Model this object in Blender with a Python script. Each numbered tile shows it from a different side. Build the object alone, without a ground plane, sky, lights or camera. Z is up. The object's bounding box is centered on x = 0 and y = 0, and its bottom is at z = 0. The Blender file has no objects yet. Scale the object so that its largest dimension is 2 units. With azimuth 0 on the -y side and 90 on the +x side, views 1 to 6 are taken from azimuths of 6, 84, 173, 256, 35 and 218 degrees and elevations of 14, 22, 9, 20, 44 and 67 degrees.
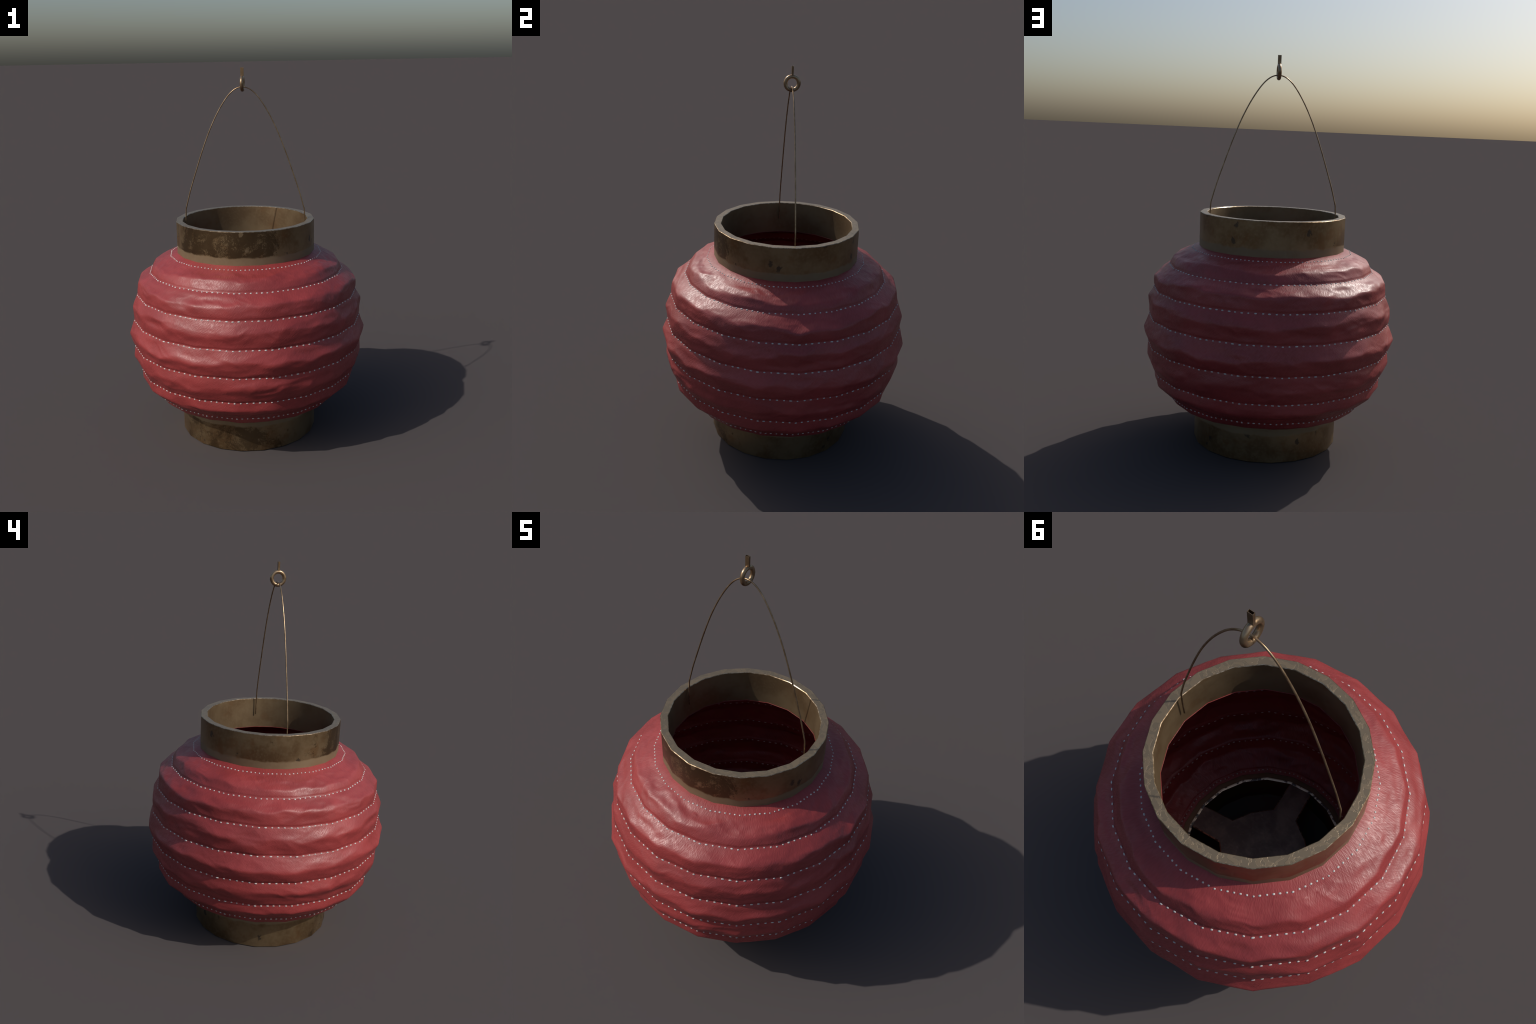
"""Hanging cloth lantern: red stitched fabric globe, bronze collar and foot ring, wire bail with an eye and stem."""
import bpy, bmesh, math
import numpy as np
from mathutils import Vector

SIDES = 20                     # the whole lantern is turned on a 20-sided plan
STEP = 2 * math.pi / SIDES
rng = np.random.default_rng(7)

# ------------------------------------------------------------------ dimensions (metres)
COLLAR_OUT, COLLAR_IN = 0.3758, 0.3407
COLLAR_Z0, COLLAR_Z1 = 1.018, 1.2024
FOOT_OUT, FOOT_IN = 0.3770, 0.3420
FOOT_Z0, FOOT_Z1 = 0.0, 0.186
# seams (radius, height) from top to bottom and the crest of the puffed band under each
SEAMS = [(0.4126, 1.0154), (0.5289, 0.9280), (0.6035, 0.8083), (0.6259, 0.6652),
         (0.6291, 0.5195), (0.5957, 0.3758), (0.5182, 0.2557), (0.3930, 0.1850)]
CRESTS = [(0.4980, 0.9770), (0.5950, 0.8810), (0.6310, 0.7500), (0.6535, 0.5960),
          (0.6325, 0.4520), (0.5910, 0.3240), (0.4950, 0.2240)]
CLOTH_TOP = (0.3390, 1.0345)
CLOTH_END = (0.3600, 0.1770)
CLOTH_THICK = 0.003
STITCHES_PER_SIDE = 6
RING_Z, RING_R, RING_T = 1.918, 0.0326, 0.0098

# ------------------------------------------------------------------ small helpers
def new_object(name, mesh, parent=None):
    ob = bpy.data.objects.new(name, mesh)
    bpy.context.scene.collection.objects.link(ob)
    if parent is not None:
        ob.parent = parent
    return ob

def polygon_scale(theta):
    """Radius factor that turns a circle into the 20-sided plan (1 at corners)."""
    a = np.mod(theta, STEP) - STEP / 2
    return math.cos(STEP / 2) / np.cos(a)

def smooth_by_angle(mesh, deg=35):
    mesh.polygons.foreach_set("use_smooth", [True] * len(mesh.polygons))
    bm = bmesh.new(); bm.from_mesh(mesh)
    lim = math.radians(deg)
    for e in bm.edges:
        if len(e.link_faces) == 2 and e.calc_face_angle(0) > lim:
            e.smooth = False
    bm.to_mesh(mesh); bm.free()

def lathe(name, profile, closed=True, per_side=1):
    """Turn a closed (r, z) profile on the 20-sided plan."""
    n = SIDES * per_side
    verts, faces = [], []
    for k in range(n):
        th = 2 * math.pi * k / n
        s = float(polygon_scale(np.array(th)))
        for r, z in profile:
            verts.append((r * s * math.cos(th), r * s * math.sin(th), z))
    m = len(profile)
    for k in range(n):
        k2 = (k + 1) % n
        for j in range(m if closed else m - 1):
            j2 = (j + 1) % m
            faces.append((k * m + j, k2 * m + j, k2 * m + j2, k * m + j2))
    me = bpy.data.meshes.new(name)
    me.from_pydata(verts, [], faces)
    me.update()
    return me

def periodic_noise(theta, s, n_theta, s_freq, seed):
    """Smooth value noise on a lattice that closes round the lantern (n_theta cells round)."""
    r = np.random.default_rng(seed)
    rows = 64
    g = r.uniform(-1, 1, (n_theta, rows))
    x = np.mod(theta / (2 * math.pi), 1.0) * n_theta
    y = np.mod(s * s_freq, rows - 1)
    i, j = np.floor(x).astype(int), np.floor(y).astype(int)
    fx, fy = x - i, y - j
    fx, fy = fx ** 3 * (fx * (6 * fx - 15) + 10), fy ** 3 * (fy * (6 * fy - 15) + 10)
    i0, i1 = i % n_theta, (i + 1) % n_theta
    a = g[i0, j] * (1 - fx) + g[i1, j] * fx
    b = g[i0, j + 1] * (1 - fx) + g[i1, j + 1] * fx
    return a * (1 - fy) + b * fy

# ------------------------------------------------------------------ node helpers
class Nodes:
    def __init__(self, name):
        self.mat = bpy.data.materials.new(name)
        self.mat.use_nodes = True
        self.t = self.mat.node_tree
        self.t.nodes.clear()
        self.out = self.t.nodes.new("ShaderNodeOutputMaterial")
        self.bsdf = self.t.nodes.new("ShaderNodeBsdfPrincipled")
        self.t.links.new(self.bsdf.outputs[0], self.out.inputs[0])
        self.coord = self.t.nodes.new("ShaderNodeTexCoord").outputs["Object"]

    def put(self, sock, val):
        if isinstance(val, bpy.types.NodeSocket):
            self.t.links.new(val, sock)
        elif val is not None:
            if isinstance(val, (tuple, list)) and len(val) == 3 and sock.type == "RGBA":
                val = (*val, 1)
            sock.default_value = val

    def math(self, op, a, b=None, clamp=False):
        n = self.t.nodes.new("ShaderNodeMath"); n.operation = op; n.use_clamp = clamp
        self.put(n.inputs[0], a)
        if b is not None: self.put(n.inputs[1], b)
        return n.outputs[0]

    def xyz(self, v=None):
        n = self.t.nodes.new("ShaderNodeSeparateXYZ"); self.put(n.inputs[0], v or self.coord)
        return n.outputs

    def join(self, x, y, z):
        n = self.t.nodes.new("ShaderNodeCombineXYZ")
        for s, v in zip(n.inputs, (x, y, z)): self.put(s, v)
        return n.outputs[0]

    def mapping(self, v, scale=(1, 1, 1), rot=(0, 0, 0), loc=(0, 0, 0)):
        n = self.t.nodes.new("ShaderNodeMapping"); self.put(n.inputs["Vector"], v)
        n.inputs["Scale"].default_value = scale
        n.inputs["Rotation"].default_value = rot
        n.inputs["Location"].default_value = loc
        return n.outputs[0]

    def noise(self, scale, detail=3, rough=0.5, dist=0.0, v=None):
        n = self.t.nodes.new("ShaderNodeTexNoise"); self.put(n.inputs["Vector"], v or self.coord)
        n.inputs["Scale"].default_value = scale; n.inputs["Detail"].default_value = detail
        n.inputs["Roughness"].default_value = rough; n.inputs["Distortion"].default_value = dist
        return n.outputs["Fac"]

    def voronoi(self, scale, feature="F1", v=None, out="Distance"):
        n = self.t.nodes.new("ShaderNodeTexVoronoi"); n.feature = feature
        self.put(n.inputs["Vector"], v or self.coord); n.inputs["Scale"].default_value = scale
        return n.outputs[out]

    def step(self, x, lo, hi, a=0.0, b=1.0):
        n = self.t.nodes.new("ShaderNodeMapRange"); n.interpolation_type = "SMOOTHSTEP"
        self.put(n.inputs["Value"], x)
        n.inputs["From Min"].default_value = lo; n.inputs["From Max"].default_value = hi
        n.inputs["To Min"].default_value = a; n.inputs["To Max"].default_value = b
        return n.outputs[0]

    def mix(self, f, a, b):
        n = self.t.nodes.new("ShaderNodeMix"); n.data_type = "RGBA"
        self.put(n.inputs[0], f); self.put(n.inputs[6], a); self.put(n.inputs[7], b)
        return n.outputs[2]

    def bump(self, h, strength, dist, normal=None):
        n = self.t.nodes.new("ShaderNodeBump"); self.put(n.inputs["Height"], h)
        n.inputs["Strength"].default_value = strength; n.inputs["Distance"].default_value = dist
        if normal is not None: self.put(n.inputs["Normal"], normal)
        return n.outputs[0]

    def shade(self, **kw):
        for k, v in kw.items():
            self.put(self.bsdf.inputs[k.replace("_", " ")], v)
        return self.mat

# ------------------------------------------------------------------ materials
def cloth_material():
    n = Nodes("red_cloth")
    x, y, z = n.xyz()
    arc = n.math("MULTIPLY", n.math("ARCTAN2", y, x), 0.58)
    flat = n.join(arc, z, 0.0)
    # diagonal weave: threads drawn out along two crossing directions
    w1 = n.noise(1, 2, 0.5, v=n.mapping(n.mapping(flat, rot=(0, 0, math.radians(42))), scale=(215, 48, 1)))
    w2 = n.noise(1, 2, 0.5, v=n.mapping(n.mapping(flat, rot=(0, 0, math.radians(-48))), scale=(235, 48, 1)))
    weave = n.math("ADD", n.math("MULTIPLY", w1, 0.6), n.math("MULTIPLY", w2, 0.4))
    fade = n.noise(5.5, 4, 0.55)
    blot = n.noise(17, 4, 0.6)
    base = n.mix(n.step(fade, 0.35, 0.68), (0.212, 0.0250, 0.0250), (0.268, 0.0340, 0.0335))
    base = n.mix(n.step(blot, 0.58, 0.78, 0, 0.35), base, (0.165, 0.024, 0.026))
    base = n.mix(n.step(weave, 0.42, 0.62, 0, 0.12), base, (0.40, 0.09, 0.09))
    rough = n.step(weave, 0.38, 0.62, 0.56, 0.40)
    b = n.bump(weave, 0.40, 0.0035)
    b = n.bump(n.noise(24, 3, 0.5), 0.11, 0.012, b)
    return n.shade(Base_Color=base, Roughness=rough, Specular_IOR_Level=0.55, Normal=b,
                   Sheen_Weight=0.0)

def thread_material():
    n = Nodes("white_thread")
    c = n.mix(n.step(n.noise(240, 2), 0.35, 0.65), (0.42, 0.40, 0.39), (0.56, 0.54, 0.52))
    return n.shade(Base_Color=c, Roughness=0.6)

def bronze_material(name, z_band, band_up, front_dark=0.0, depth=0.88):
    """Tarnished bronze. A dusty matte strip lies on one side of z_band; the rest carries dark patina."""
    n = Nodes(name)
    x, y, z = n.xyz()
    rad = n.math("SQRT", n.math("ADD", n.math("MULTIPLY", x, x), n.math("MULTIPLY", y, y)))
    outside = n.step(rad, 0.352, 0.356)
    big = n.noise(5.0, 5, 0.6)
    fine = n.noise(70, 5, 0.65)
    grit = n.noise(170, 3, 0.7)
    base = n.mix(n.step(big, 0.36, 0.64), (0.185, 0.112, 0.054), (0.275, 0.195, 0.108))
    base = n.mix(n.step(fine, 0.42, 0.75, 0, 0.45), base, (0.32, 0.23, 0.135))
    base = n.mix(n.step(n.noise(11, 4, 0.6), 0.52, 0.70, 0, 0.55), base, (0.20, 0.095, 0.035))
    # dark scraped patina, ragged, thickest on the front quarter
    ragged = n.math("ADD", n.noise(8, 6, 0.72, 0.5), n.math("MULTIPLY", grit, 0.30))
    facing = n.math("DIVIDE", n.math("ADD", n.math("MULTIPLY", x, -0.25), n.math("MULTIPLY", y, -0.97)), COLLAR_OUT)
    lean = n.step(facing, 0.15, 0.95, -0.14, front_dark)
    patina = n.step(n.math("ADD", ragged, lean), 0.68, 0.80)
    wob = n.math("MULTIPLY", n.math("SUBTRACT", n.noise(16, 5, 0.65), 0.5), 0.036)
    h = n.math("ADD", z, wob)
    strip = n.step(h, z_band - 0.006, z_band + 0.006, 0, 1) if band_up else n.step(h, z_band - 0.006, z_band + 0.006, 1, 0)
    strip = n.math("MULTIPLY", strip, outside)
    body = n.math("MULTIPLY", n.math("SUBTRACT", 1.0, strip), outside)
    patina = n.math("MULTIPLY", patina, body)
    # chips of bare metal inside the patina
    warp = n.mapping(n.coord, scale=(1, 1, 0.8))
    cell = n.math("ADD", n.voronoi(15, v=warp), n.math("MULTIPLY", n.math("SUBTRACT", n.noise(60, 3, 0.6), 0.5), 0.25))
    chips = n.math("MULTIPLY", n.step(cell, 0.15, 0.19, 1, 0), n.step(n.noise(7, 2, 0.5), 0.46, 0.52))
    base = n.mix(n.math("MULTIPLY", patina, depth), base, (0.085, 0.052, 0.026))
    base = n.mix(n.math("MULTIPLY", n.math("MULTIPLY", chips, patina), 0.9), base, (0.30, 0.215, 0.125))
    # scattered dark corroded spots
    far = n.mapping(n.coord, scale=(1, 1, 0.7), loc=(3.1, 1.7, 0.4))
    cell = n.math("ADD", n.voronoi(12, v=far), n.math("MULTIPLY", n.math("SUBTRACT", n.noise(55, 4, 0.65), 0.5), 0.55))
    spots = n.math("MULTIPLY", n.step(cell, 0.10, 0.17, 1, 0), n.step(n.noise(6, 2, 0.5), 0.44, 0.52))
    spots = n.math("MULTIPLY", spots, n.math("MULTIPLY", body, n.math("SUBTRACT", 1.0, patina)))
    base = n.mix(n.math("MULTIPLY", spots, 0.85), base, (0.075, 0.060, 0.048))
    base = n.mix(n.math("MULTIPLY", strip, 0.70), base, (0.200, 0.146, 0.088))
    base = n.mix(n.math("MULTIPLY", n.math("SUBTRACT", 1.0, outside), 0.45), base, (0.125, 0.085, 0.048))   # inner faces darker than the outside
    rough = n.math("ADD", n.step(big, 0.3, 0.7, 0.30, 0.38), n.math("MULTIPLY", strip, 0.18))
    rough = n.math("ADD", rough, n.math("MULTIPLY", fine, 0.10))
    rough = n.math("ADD", rough, n.math("MULTIPLY", n.math("SUBTRACT", 1.0, outside), 0.20))
    metal = n.math("SUBTRACT", n.math("ADD", 0.74, n.math("MULTIPLY", body, 0.10)), n.math("MULTIPLY", strip, 0.30))
    hgt = n.math("ADD", n.math("MULTIPLY", grit, 0.4), n.math("MULTIPLY", fine, 0.6))
    hgt = n.math("SUBTRACT", hgt, n.math("MULTIPLY", patina, 0.4))
    return n.shade(Base_Color=base, Metallic=metal, Roughness=rough, Normal=n.bump(hgt, 0.16, 0.004))

def rim_material():
    """Top faces of the collar: flatter, greyer metal with fine meandering crackle."""
    n = Nodes("bronze_rim")
    warp = n.mapping(n.coord, scale=(1, 1, 0.2))
    a = n.noise(34, 3, 0.55, 0.9, v=warp)
    line = n.step(n.math("ABSOLUTE", n.math("SUBTRACT", a, 0.53)), 0.0, 0.011, 1, 0)
    line = n.math("MULTIPLY", line, n.step(n.noise(9, 3), 0.45, 0.55))
    plate = n.step(a, 0.50, 0.56)
    base = n.mix(plate, (0.190, 0.148, 0.098), (0.225, 0.170, 0.108))
    base = n.mix(n.math("MULTIPLY", line, 0.7), base, (0.34, 0.25, 0.15))
    hgt = n.math("ADD", n.math("MULTIPLY", plate, 0.4), line)
    return n.shade(Base_Color=base, Metallic=0.55, Roughness=0.42, Normal=n.bump(hgt, 0.3, 0.003))

def worn_edge_material():
    n = Nodes("worn_bronze_edge")
    base = n.mix(n.step(n.noise(60, 4, 0.6), 0.4, 0.65), (0.22, 0.150, 0.085), (0.55, 0.42, 0.28))
    return n.shade(Base_Color=base, Metallic=0.9, Roughness=0.28)

def scraped_edge_material():
    """Edges down inside the lantern: bare streaks, colour brightened for reflected sky, broken by soot."""
    n = Nodes("scraped_edge")
    bare = n.step(n.noise(22, 4, 0.7), 0.42, 0.50)
    base = n.mix(bare, (0.07, 0.055, 0.04), (0.60, 0.46, 0.32))
    return n.shade(Base_Color=base, Metallic=n.math("MULTIPLY", bare, 0.8), Roughness=0.30)

def wire_material():
    n = Nodes("bronze_wire")
    base = n.mix(n.step(n.noise(26, 4, 0.6), 0.38, 0.66), (0.235, 0.155, 0.088), (0.380, 0.270, 0.165))
    return n.shade(Base_Color=base, Metallic=0.85, Roughness=0.34)

def plate_material():
    n = Nodes("iron_lightened_for_sky")
    soot = n.noise(9, 5, 0.65)
    base = n.mix(n.step(soot, 0.36, 0.7), (0.160, 0.130, 0.110), (0.330, 0.275, 0.220))  # base lightened to carry the skylight glint from the top opening
    base = n.mix(n.step(n.noise(45, 4, 0.7), 0.55, 0.75, 0, 0.5), base, (0.38, 0.31, 0.24))
    return n.shade(Base_Color=base, Metallic=0.6, Roughness=0.48, Normal=n.bump(n.noise(80, 4, 0.6), 0.2, 0.003))

MAT_CLOTH, MAT_THREAD = cloth_material(), thread_material()
MAT_COLLAR = bronze_material("tarnished_bronze", 1.066, False, front_dark=0.16)
MAT_FOOT = bronze_material("tarnished_bronze_foot", 0.140, True, front_dark=0.09, depth=0.75)
MAT_RIM, MAT_EDGE, MAT_WIRE, MAT_PLATE = rim_material(), worn_edge_material(), wire_material(), plate_material()
MAT_SCRAPED = scraped_edge_material()

# ------------------------------------------------------------------ the lantern
root = bpy.data.objects.new("lantern", None)
bpy.context.scene.collection.objects.link(root)
root["label"] = "round red cloth lantern with bronze collar and wire handle"
root["category"] = "lantern"

# ---- cloth globe: seams pinch it, bands between puff out, folds wander along each band
PER_SIDE, PER_BAND = 24, 26

def profile_rows():
    """(kind, band, t) for every ring of the cloth from the top edge to the bottom edge."""
    rows = [("top", -1, t) for t in np.linspace(0, 1, 8, endpoint=False)]
    for b in range(len(CRESTS)):
        rows += [("band", b, t) for t in np.linspace(0, 1, PER_BAND, endpoint=False)]
    rows += [("end", -1, t) for t in np.linspace(0, 1, 6)]
    return rows

def cloth_grid(folds=1.0, wander=1.0):
    n = SIDES * PER_SIDE
    th = np.arange(n) * 2 * math.pi / n
    R, Z = [], []
    s_pos = 0.0
    for kind, b, t in profile_rows():
        if kind == "top":
            p, q = np.array(CLOTH_TOP), np.array(SEAMS[0])
            pt = p * (1 - t) + q * t
            sag = 0.0035 * math.sin(math.pi * t)
            R.append(np.full(n, pt[0])); Z.append(np.full(n, pt[1] + sag))
        elif kind == "end":
            p, q = np.array(SEAMS[-1]), np.array(CLOTH_END)
            pt = p * (1 - t) + q * t
            R.append(np.full(n, pt[0])); Z.append(np.full(n, pt[1]))
        else:
            p, q, c = np.array(SEAMS[b]), np.array(SEAMS[b + 1]), np.array(CRESTS[b])
            chord = q - p
            L = np.linalg.norm(chord)
            out = np.array([-chord[1], chord[0]]) / L
            if out @ (c - p) < 0: out = -out
            tr0 = float((c - p) @ chord / L ** 2)
            hgt = float((c - p) @ out)
            # the crest wanders up and down the band
            z0 = np.zeros(n)
            tr = tr0 + wander * (0.095 * periodic_noise(th, z0, 17, 1, 100 + b) + 0.060 * periodic_noise(th, z0, 39, 1, 200 + b))
            tr = np.clip(tr, 0.28, 0.75)
            u = np.where(t < tr, t / tr, (1 - t) / (1 - tr))
            h = 1 - (np.sqrt((1 - u) ** 2 + 0.013) - math.sqrt(0.013)) / (math.sqrt(1.013) - math.sqrt(0.013))
            # soft folds drawn out along the band on two slants, fading out at the seams
            win = math.sin(math.pi * t) ** 0.8
            sv = np.full(n, float(b) + t)
            f = (0.0046 * periodic_noise(th + 0.16 * t, sv, 22, 2.1, 11)
                 + 0.0030 * periodic_noise(th - 0.14 * t, sv, 38, 3.7, 12)
                 + 0.0012 * periodic_noise(th + 0.20 * t, sv, 70, 6.1, 13))
            # gathered ridges: sharp-topped folds that run along the band and drift across it
            g1 = periodic_noise(th + 0.22 * t, sv + 0.35 * periodic_noise(th, sv, 19, 0.7, 21), 26, 2.4, 22)
            g2 = periodic_noise(th - 0.25 * t, sv + 0.30 * periodic_noise(th, sv, 27, 0.9, 23), 44, 3.9, 24)
            f = f + 0.0042 * (0.35 - np.sqrt(g1 ** 2 + 0.004)) + 0.0024 * (0.35 - np.sqrt(g2 ** 2 + 0.004))
            # groove modelled to give the dark occlusion line above each stitch row
            shade_groove = 0.0042 * math.exp(-((t - 0.965) / 0.030) ** 2)
            d = hgt * h + folds * win * f - shade_groove
            R.append(p[0] + chord[0] * t + out[0] * d)
            Z.append(p[1] + chord[1] * t + out[1] * d)
    return th, np.array(R), np.array(Z)

def grid_normals(X, Y, Z):
    """Unit normals of a grid surface (rows x columns, columns closed), pointing outwards."""
    P = np.stack([X, Y, Z], -1)
    dv = np.gradient(P, axis=0)
    du = np.roll(P, -1, 1) - np.roll(P, 1, 1)
    N = np.cross(du, -dv)
    N /= np.linalg.norm(N, axis=-1, keepdims=True) + 1e-12
    return N

def build_cloth():
    th, R, Z = cloth_grid()                           # full folds: how the cloth catches light
    _, Rg, Zg = cloth_grid(folds=0.45, wander=0.7)    # the folds are shallow against the frame
    rows, n = R.shape
    c, s = np.cos(th)[None], np.sin(th)[None]
    N = grid_normals(R * c, R * s, Z)                 # shading of the round, folded cloth
    k = polygon_scale(th)[None]
    outer = np.stack([Rg * k * c, Rg * k * s, Zg], -1)   # its body stretched over the 20-sided frame
    inner = outer - N * CLOTH_THICK
    verts = np.concatenate([outer.reshape(-1, 3), inner.reshape(-1, 3)])
    off = rows * n
    j, i = np.meshgrid(np.arange(rows - 1), np.arange(n), indexing="ij")
    a = (j * n + i).ravel(); b = (j * n + (i + 1) % n).ravel()
    d = ((j + 1) * n + i).ravel(); e = ((j + 1) * n + (i + 1) % n).ravel()
    fo = np.stack([a, d, e, b], 1)
    fi = np.stack([a, b, e, d], 1) + off
    col = np.arange(n); nxt = (col + 1) % n
    top = np.stack([col, nxt, nxt + off, col + off], 1)
    last = (rows - 1) * n
    bot = np.stack([last + nxt, last + col, last + col + off, last + nxt + off], 1)
    me = bpy.data.meshes.new("shade")
    me.from_pydata(verts.tolist(), [], np.concatenate([fo, fi, top, bot]).tolist())
    me.polygons.foreach_set("use_smooth", [True] * len(me.polygons))
    me.update()
    nv = np.concatenate([N.reshape(-1, 3), -N.reshape(-1, 3)])
    me.normals_split_custom_set_from_vertices(nv.tolist())
    me.materials.append(MAT_CLOTH)
    ob = new_object("shade", me, root)
    return ob, th, outer, N

shade, TH, OUTER, NORM = build_cloth()
SEAM_ROWS = [8 + PER_BAND * k for k in range(len(SEAMS))]

# ---- stitches: short rounded pegs of thread, six to each side of every seam, through the cloth
def build_stitching(k):
    row = SEAM_ROWS[k]
    r, z = SEAMS[k]
    verts, faces = [], []
    pitch = 2 * r * math.sin(STEP / 2) / STITCHES_PER_SIDE
    SEG, RNG = 8, 5
    for side in range(SIDES):
        for m in range(STITCHES_PER_SIDE):
            a0, a1 = side * STEP, (side + 1) * STEP
            P0 = np.array([r * math.cos(a0), r * math.sin(a0), z]); P1 = np.array([r * math.cos(a1), r * math.sin(a1), z])
            f = m / STITCHES_PER_SIDE + rng.normal(0, 0.006)
            c = P0 * (1 - f) + P1 * f
            tang = (P1 - P0) / np.linalg.norm(P1 - P0)
            ang = a0 + f * STEP
            rad = np.array([math.cos(ang), math.sin(ang), 0.0])
            # stand off along the mean slope of the globe at this seam
            p, q = (CRESTS[k - 1] if k else CLOTH_TOP), (CRESTS[k] if k < len(CRESTS) else CLOTH_END)
            sl = np.array([p[1] - q[1], q[0] - p[0]]); sl /= np.linalg.norm(sl)
            out = rad * sl[0] + np.array([0, 0, 1.0]) * sl[1]
            out -= tang * (out @ tang); out /= np.linalg.norm(out)
            up = np.cross(out, tang)
            big = rng.choice([0.80, 0.95, 1.08, 1.25], p=[0.25, 0.35, 0.25, 0.15])
            hl = pitch * 0.185 * big * rng.uniform(0.92, 1.08)
            hw = 0.0037 * (0.85 + 0.15 * big)
            for sgn, lift in ((1, -0.0002), (-1, CLOTH_THICK + 0.0006))[1 if k == len(SEAMS) - 1 else 0:]:
                cc = c + out * (lift if sgn > 0 else -lift)
                base = len(verts)
                for j in range(RNG + 1):
                    v = math.pi * j / RNG
                    for i in range(SEG):
                        w = 2 * math.pi * i / SEG
                        sx, sy = math.cos(w) * math.sin(v), math.sin(w) * math.sin(v)
                        sx = math.copysign(abs(sx) ** 0.7, sx)
                        verts.append(tuple(cc + tang * sx * hl + up * sy * hw + out * math.cos(v) * 0.0024))
                for j in range(RNG):
                    for i in range(SEG):
                        i2 = (i + 1) % SEG
                        faces.append((base + j * SEG + i, base + (j + 1) * SEG + i, base + (j + 1) * SEG + i2, base + j * SEG + i2))
    me = bpy.data.meshes.new("stitching")
    me.from_pydata(verts, [], faces)
    me.polygons.foreach_set("use_smooth", [True] * len(me.polygons))
    me.materials.append(MAT_THREAD)
    ob = new_object("stitching", me, shade)
    ob["kind"] = "stuff"

for k in range(len(SEAMS)):
    build_stitching(k)

# ---- bronze collar and foot ring: turned bands with small worn chamfers
def band_ring(name, prof, slot, mats):
    """Turn a ring; slot maps a profile edge (from point i to i + 1) to a material other than the first."""
    me = lathe(name, prof)
    for m in mats: me.materials.append(m)
    m = len(prof)
    for i, p in enumerate(me.polygons):
        p.material_index = slot.get(i % m, 0)
    bm = bmesh.new(); bm.from_mesh(me)
    bmesh.ops.recalc_face_normals(bm, faces=bm.faces)
    bm.to_mesh(me); bm.free()
    smooth_by_angle(me, 30)
    return new_object(name, me, root)

CH = 0.0022                    # worn chamfer
collar = band_ring("collar", [
    (COLLAR_OUT, COLLAR_Z0 + 0.003), (COLLAR_OUT, COLLAR_Z1 - CH), (COLLAR_OUT - CH, COLLAR_Z1), (COLLAR_IN + CH, COLLAR_Z1),
    (COLLAR_IN, COLLAR_Z1 - CH), (COLLAR_IN, COLLAR_Z0 + 0.0165), (COLLAR_IN + 0.004, COLLAR_Z0 + 0.0135), (COLLAR_OUT - CH, COLLAR_Z0)],
    {1: 2, 2: 1, 3: 2}, [MAT_COLLAR, MAT_RIM, MAT_EDGE])
foot = band_ring("foot_ring", [
    (FOOT_OUT, FOOT_Z0 + CH), (FOOT_OUT, FOOT_Z1 - CH), (FOOT_OUT - CH, FOOT_Z1), (FOOT_IN + 0.010, FOOT_Z1),
    (FOOT_IN, FOOT_Z1 - 0.0035), (FOOT_IN, FOOT_Z0 + CH), (FOOT_IN + CH, FOOT_Z0), (FOOT_OUT - CH, FOOT_Z0)],
    {3: 1}, [MAT_FOOT, MAT_SCRAPED])

# ---- candle plate: eight-cornered hub with four flat arms let into the foot ring
def build_plate():
    zt, thick = 0.181, 0.014
    r_hub, reach = 0.203, FOOT_IN + 0.004
    pts = []
    for q in range(4):
        mid = math.radians(9 + 90 * q)
        half = math.radians(17.0)
        w = r_hub * math.sin(half)
        d = np.array([math.cos(mid), math.sin(mid)]); t = np.array([-d[1], d[0]])
        inner = r_hub * math.cos(half)
        pts += [d * inner - t * w, d * reach - t * w * 0.94, d * reach + t * w * 0.94, d * inner + t * w]
        a = mid + math.radians(45)
        pts.append(np.array([math.cos(a), math.sin(a)]) * 0.192)
    bm = bmesh.new()
    vs = [bm.verts.new((p[0], p[1], zt)) for p in pts]
    f = bm.faces.new(vs)
    geo = bmesh.ops.extrude_face_region(bm, geom=[f])
    bmesh.ops.translate(bm, verts=[v for v in geo["geom"] if isinstance(v, bmesh.types.BMVert)], vec=(0, 0, -thick))
    bmesh.ops.recalc_face_normals(bm, faces=bm.faces)
    top_edges = [e for e in bm.edges if all(v.co.z > zt - 1e-5 for v in e.verts)]
    bmesh.ops.bevel(bm, geom=top_edges, offset=0.005, segments=1, affect="EDGES", profile=0.5)
    bmesh.ops.triangulate(bm, faces=[f for f in bm.faces if len(f.verts) > 4])
    me = bpy.data.meshes.new("candle_plate")
    bm.to_mesh(me); bm.free()
    me.materials.append(MAT_PLATE); me.materials.append(MAT_SCRAPED)
    for p in me.polygons:
        if 0.3 < p.normal.z < 0.9: p.material_index = 1
    return new_object("candle_plate", me, foot)

build_plate()

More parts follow.
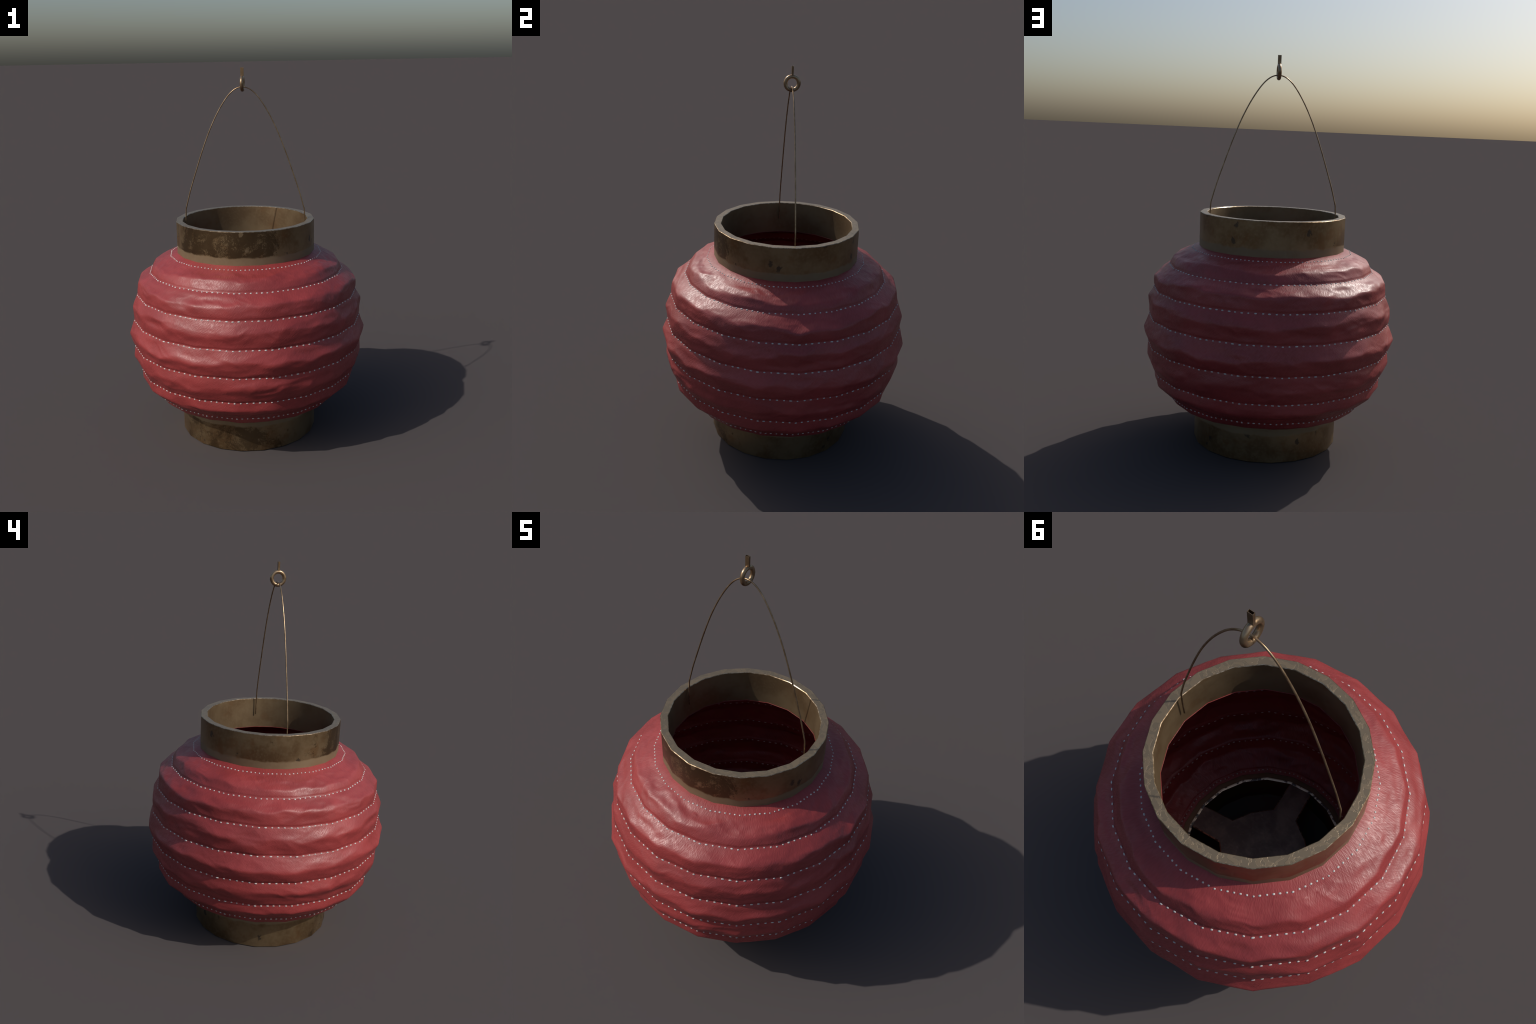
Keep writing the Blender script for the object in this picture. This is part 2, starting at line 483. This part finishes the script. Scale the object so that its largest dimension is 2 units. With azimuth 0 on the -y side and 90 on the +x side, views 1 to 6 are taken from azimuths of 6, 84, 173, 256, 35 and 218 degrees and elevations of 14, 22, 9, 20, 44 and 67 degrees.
# ---- wire bail: an arch in the x-z plane that kinks and drops inside the collar
def tube(name, path, radius, sides, closed=False):
    path = [np.array(p, float) for p in path]
    n = len(path)
    verts, faces = [], []
    ref = np.array([0.0, 1.0, 0.0])
    for i, p in enumerate(path):
        t = path[min(i + 1, n - 1)] - path[max(i - 1, 0)]
        t /= np.linalg.norm(t)
        s = ref - t * (ref @ t); s /= np.linalg.norm(s)
        u = np.cross(t, s)
        for k in range(sides):
            a = 2 * math.pi * k / sides
            verts.append(tuple(p + radius * (math.cos(a) * s + math.sin(a) * u)))
    for i in range(n - 1):
        for k in range(sides):
            k2 = (k + 1) % sides
            faces.append((i * sides + k, i * sides + k2, (i + 1) * sides + k2, (i + 1) * sides + k))
    faces.append(tuple(range(sides))[::-1])
    faces.append(tuple((n - 1) * sides + k for k in range(sides)))
    me = bpy.data.meshes.new(name)
    me.from_pydata(verts, [], faces)
    smooth_by_angle(me, 50)
    return me

ARCH = [(0.3285, 1.113), (0.3270, 1.180), (0.3235, 1.252), (0.2980, 1.345), (0.2690, 1.434), (0.2330, 1.540), (0.1916, 1.650),
        (0.1530, 1.735), (0.1150, 1.803), (0.0775, 1.856), (0.0435, 1.887), (0.0130, 1.8995)]
def arch_path():
    half = [(x, 0.0, z) for x, z in ARCH]
    pts = half + [(-x, 0.0, z) for x, _, z in half[::-1]]
    out = []
    for i in range(len(pts) - 1):                     # Catmull-Rom between the bend points, straight legs kept
        p0, p1, p2, p3 = (np.array(pts[max(0, min(len(pts) - 1, i + o))]) for o in (-1, 0, 1, 2))
        straight = i < 2 or i >= len(pts) - 3
        if i == 2: p0 = p1
        if i == len(pts) - 4: p3 = p2
        for t in np.linspace(0, 1, 6, endpoint=False):
            if straight:
                out.append(p1 * (1 - t) + p2 * t)
            else:
                out.append(0.5 * (2 * p1 + (p2 - p0) * t + (2 * p0 - 5 * p1 + 4 * p2 - p3) * t * t + (3 * p1 - p0 - 3 * p2 + p3) * t ** 3))
    out.append(np.array(pts[-1]))
    return out

handle_mesh = tube("handle", arch_path(), 0.0033, 10)
handle_mesh.materials.append(MAT_WIRE)
handle = new_object("handle", handle_mesh, root)

# ---- eye: a ring standing in the y-z plane, with a hollow square stem on top
def build_ring():
    seg, sec = 48, 16
    verts, faces = [], []
    for i in range(seg):
        a = 2 * math.pi * i / seg
        for k in range(sec):
            b = 2 * math.pi * k / sec
            r = RING_R + RING_T * math.cos(b)
            verts.append((RING_T * math.sin(b), r * math.cos(a), RING_Z + r * math.sin(a)))
    for i in range(seg):
        for k in range(sec):
            i2, k2 = (i + 1) % seg, (k + 1) % sec
            faces.append((i * sec + k, i * sec + k2, i2 * sec + k2, i2 * sec + k))
    me = bpy.data.meshes.new("hanging_ring")
    me.from_pydata(verts, [], faces)
    me.polygons.foreach_set("use_smooth", [True] * len(me.polygons))
    bm = bmesh.new(); bm.from_mesh(me)
    bmesh.ops.recalc_face_normals(bm, faces=bm.faces)
    bm.to_mesh(me); bm.free()
    me.materials.append(MAT_WIRE)
    return new_object("hanging_ring", me, root)

hanging_ring = build_ring()

def build_stem():
    hx, hy, wall = 0.0087, 0.0046, 0.0010
    z0, z1 = 1.9515, 2.0
    loop = lambda i, z: [(sx * (hx - i), sy * (hy - i), z) for sx, sy in ((-1, -1), (1, -1), (1, 1), (-1, 1))]
    rings = [loop(0, z0), loop(0, z1), loop(wall, z1), loop(wall, z0 + 0.006)]
    verts = [v for r in rings for v in r]
    faces = []
    for j in range(3):
        for k in range(4):
            k2 = (k + 1) % 4
            faces.append((j * 4 + k, j * 4 + k2, (j + 1) * 4 + k2, (j + 1) * 4 + k))
    faces.append((3, 2, 1, 0)); faces.append((12, 13, 14, 15))
    me = bpy.data.meshes.new("stem")
    me.from_pydata(verts, [], faces)
    bm = bmesh.new(); bm.from_mesh(me)
    bmesh.ops.recalc_face_normals(bm, faces=bm.faces)
    bm.to_mesh(me); bm.free()
    me.materials.append(MAT_WIRE)
    return new_object("stem", me, hanging_ring)

build_stem()
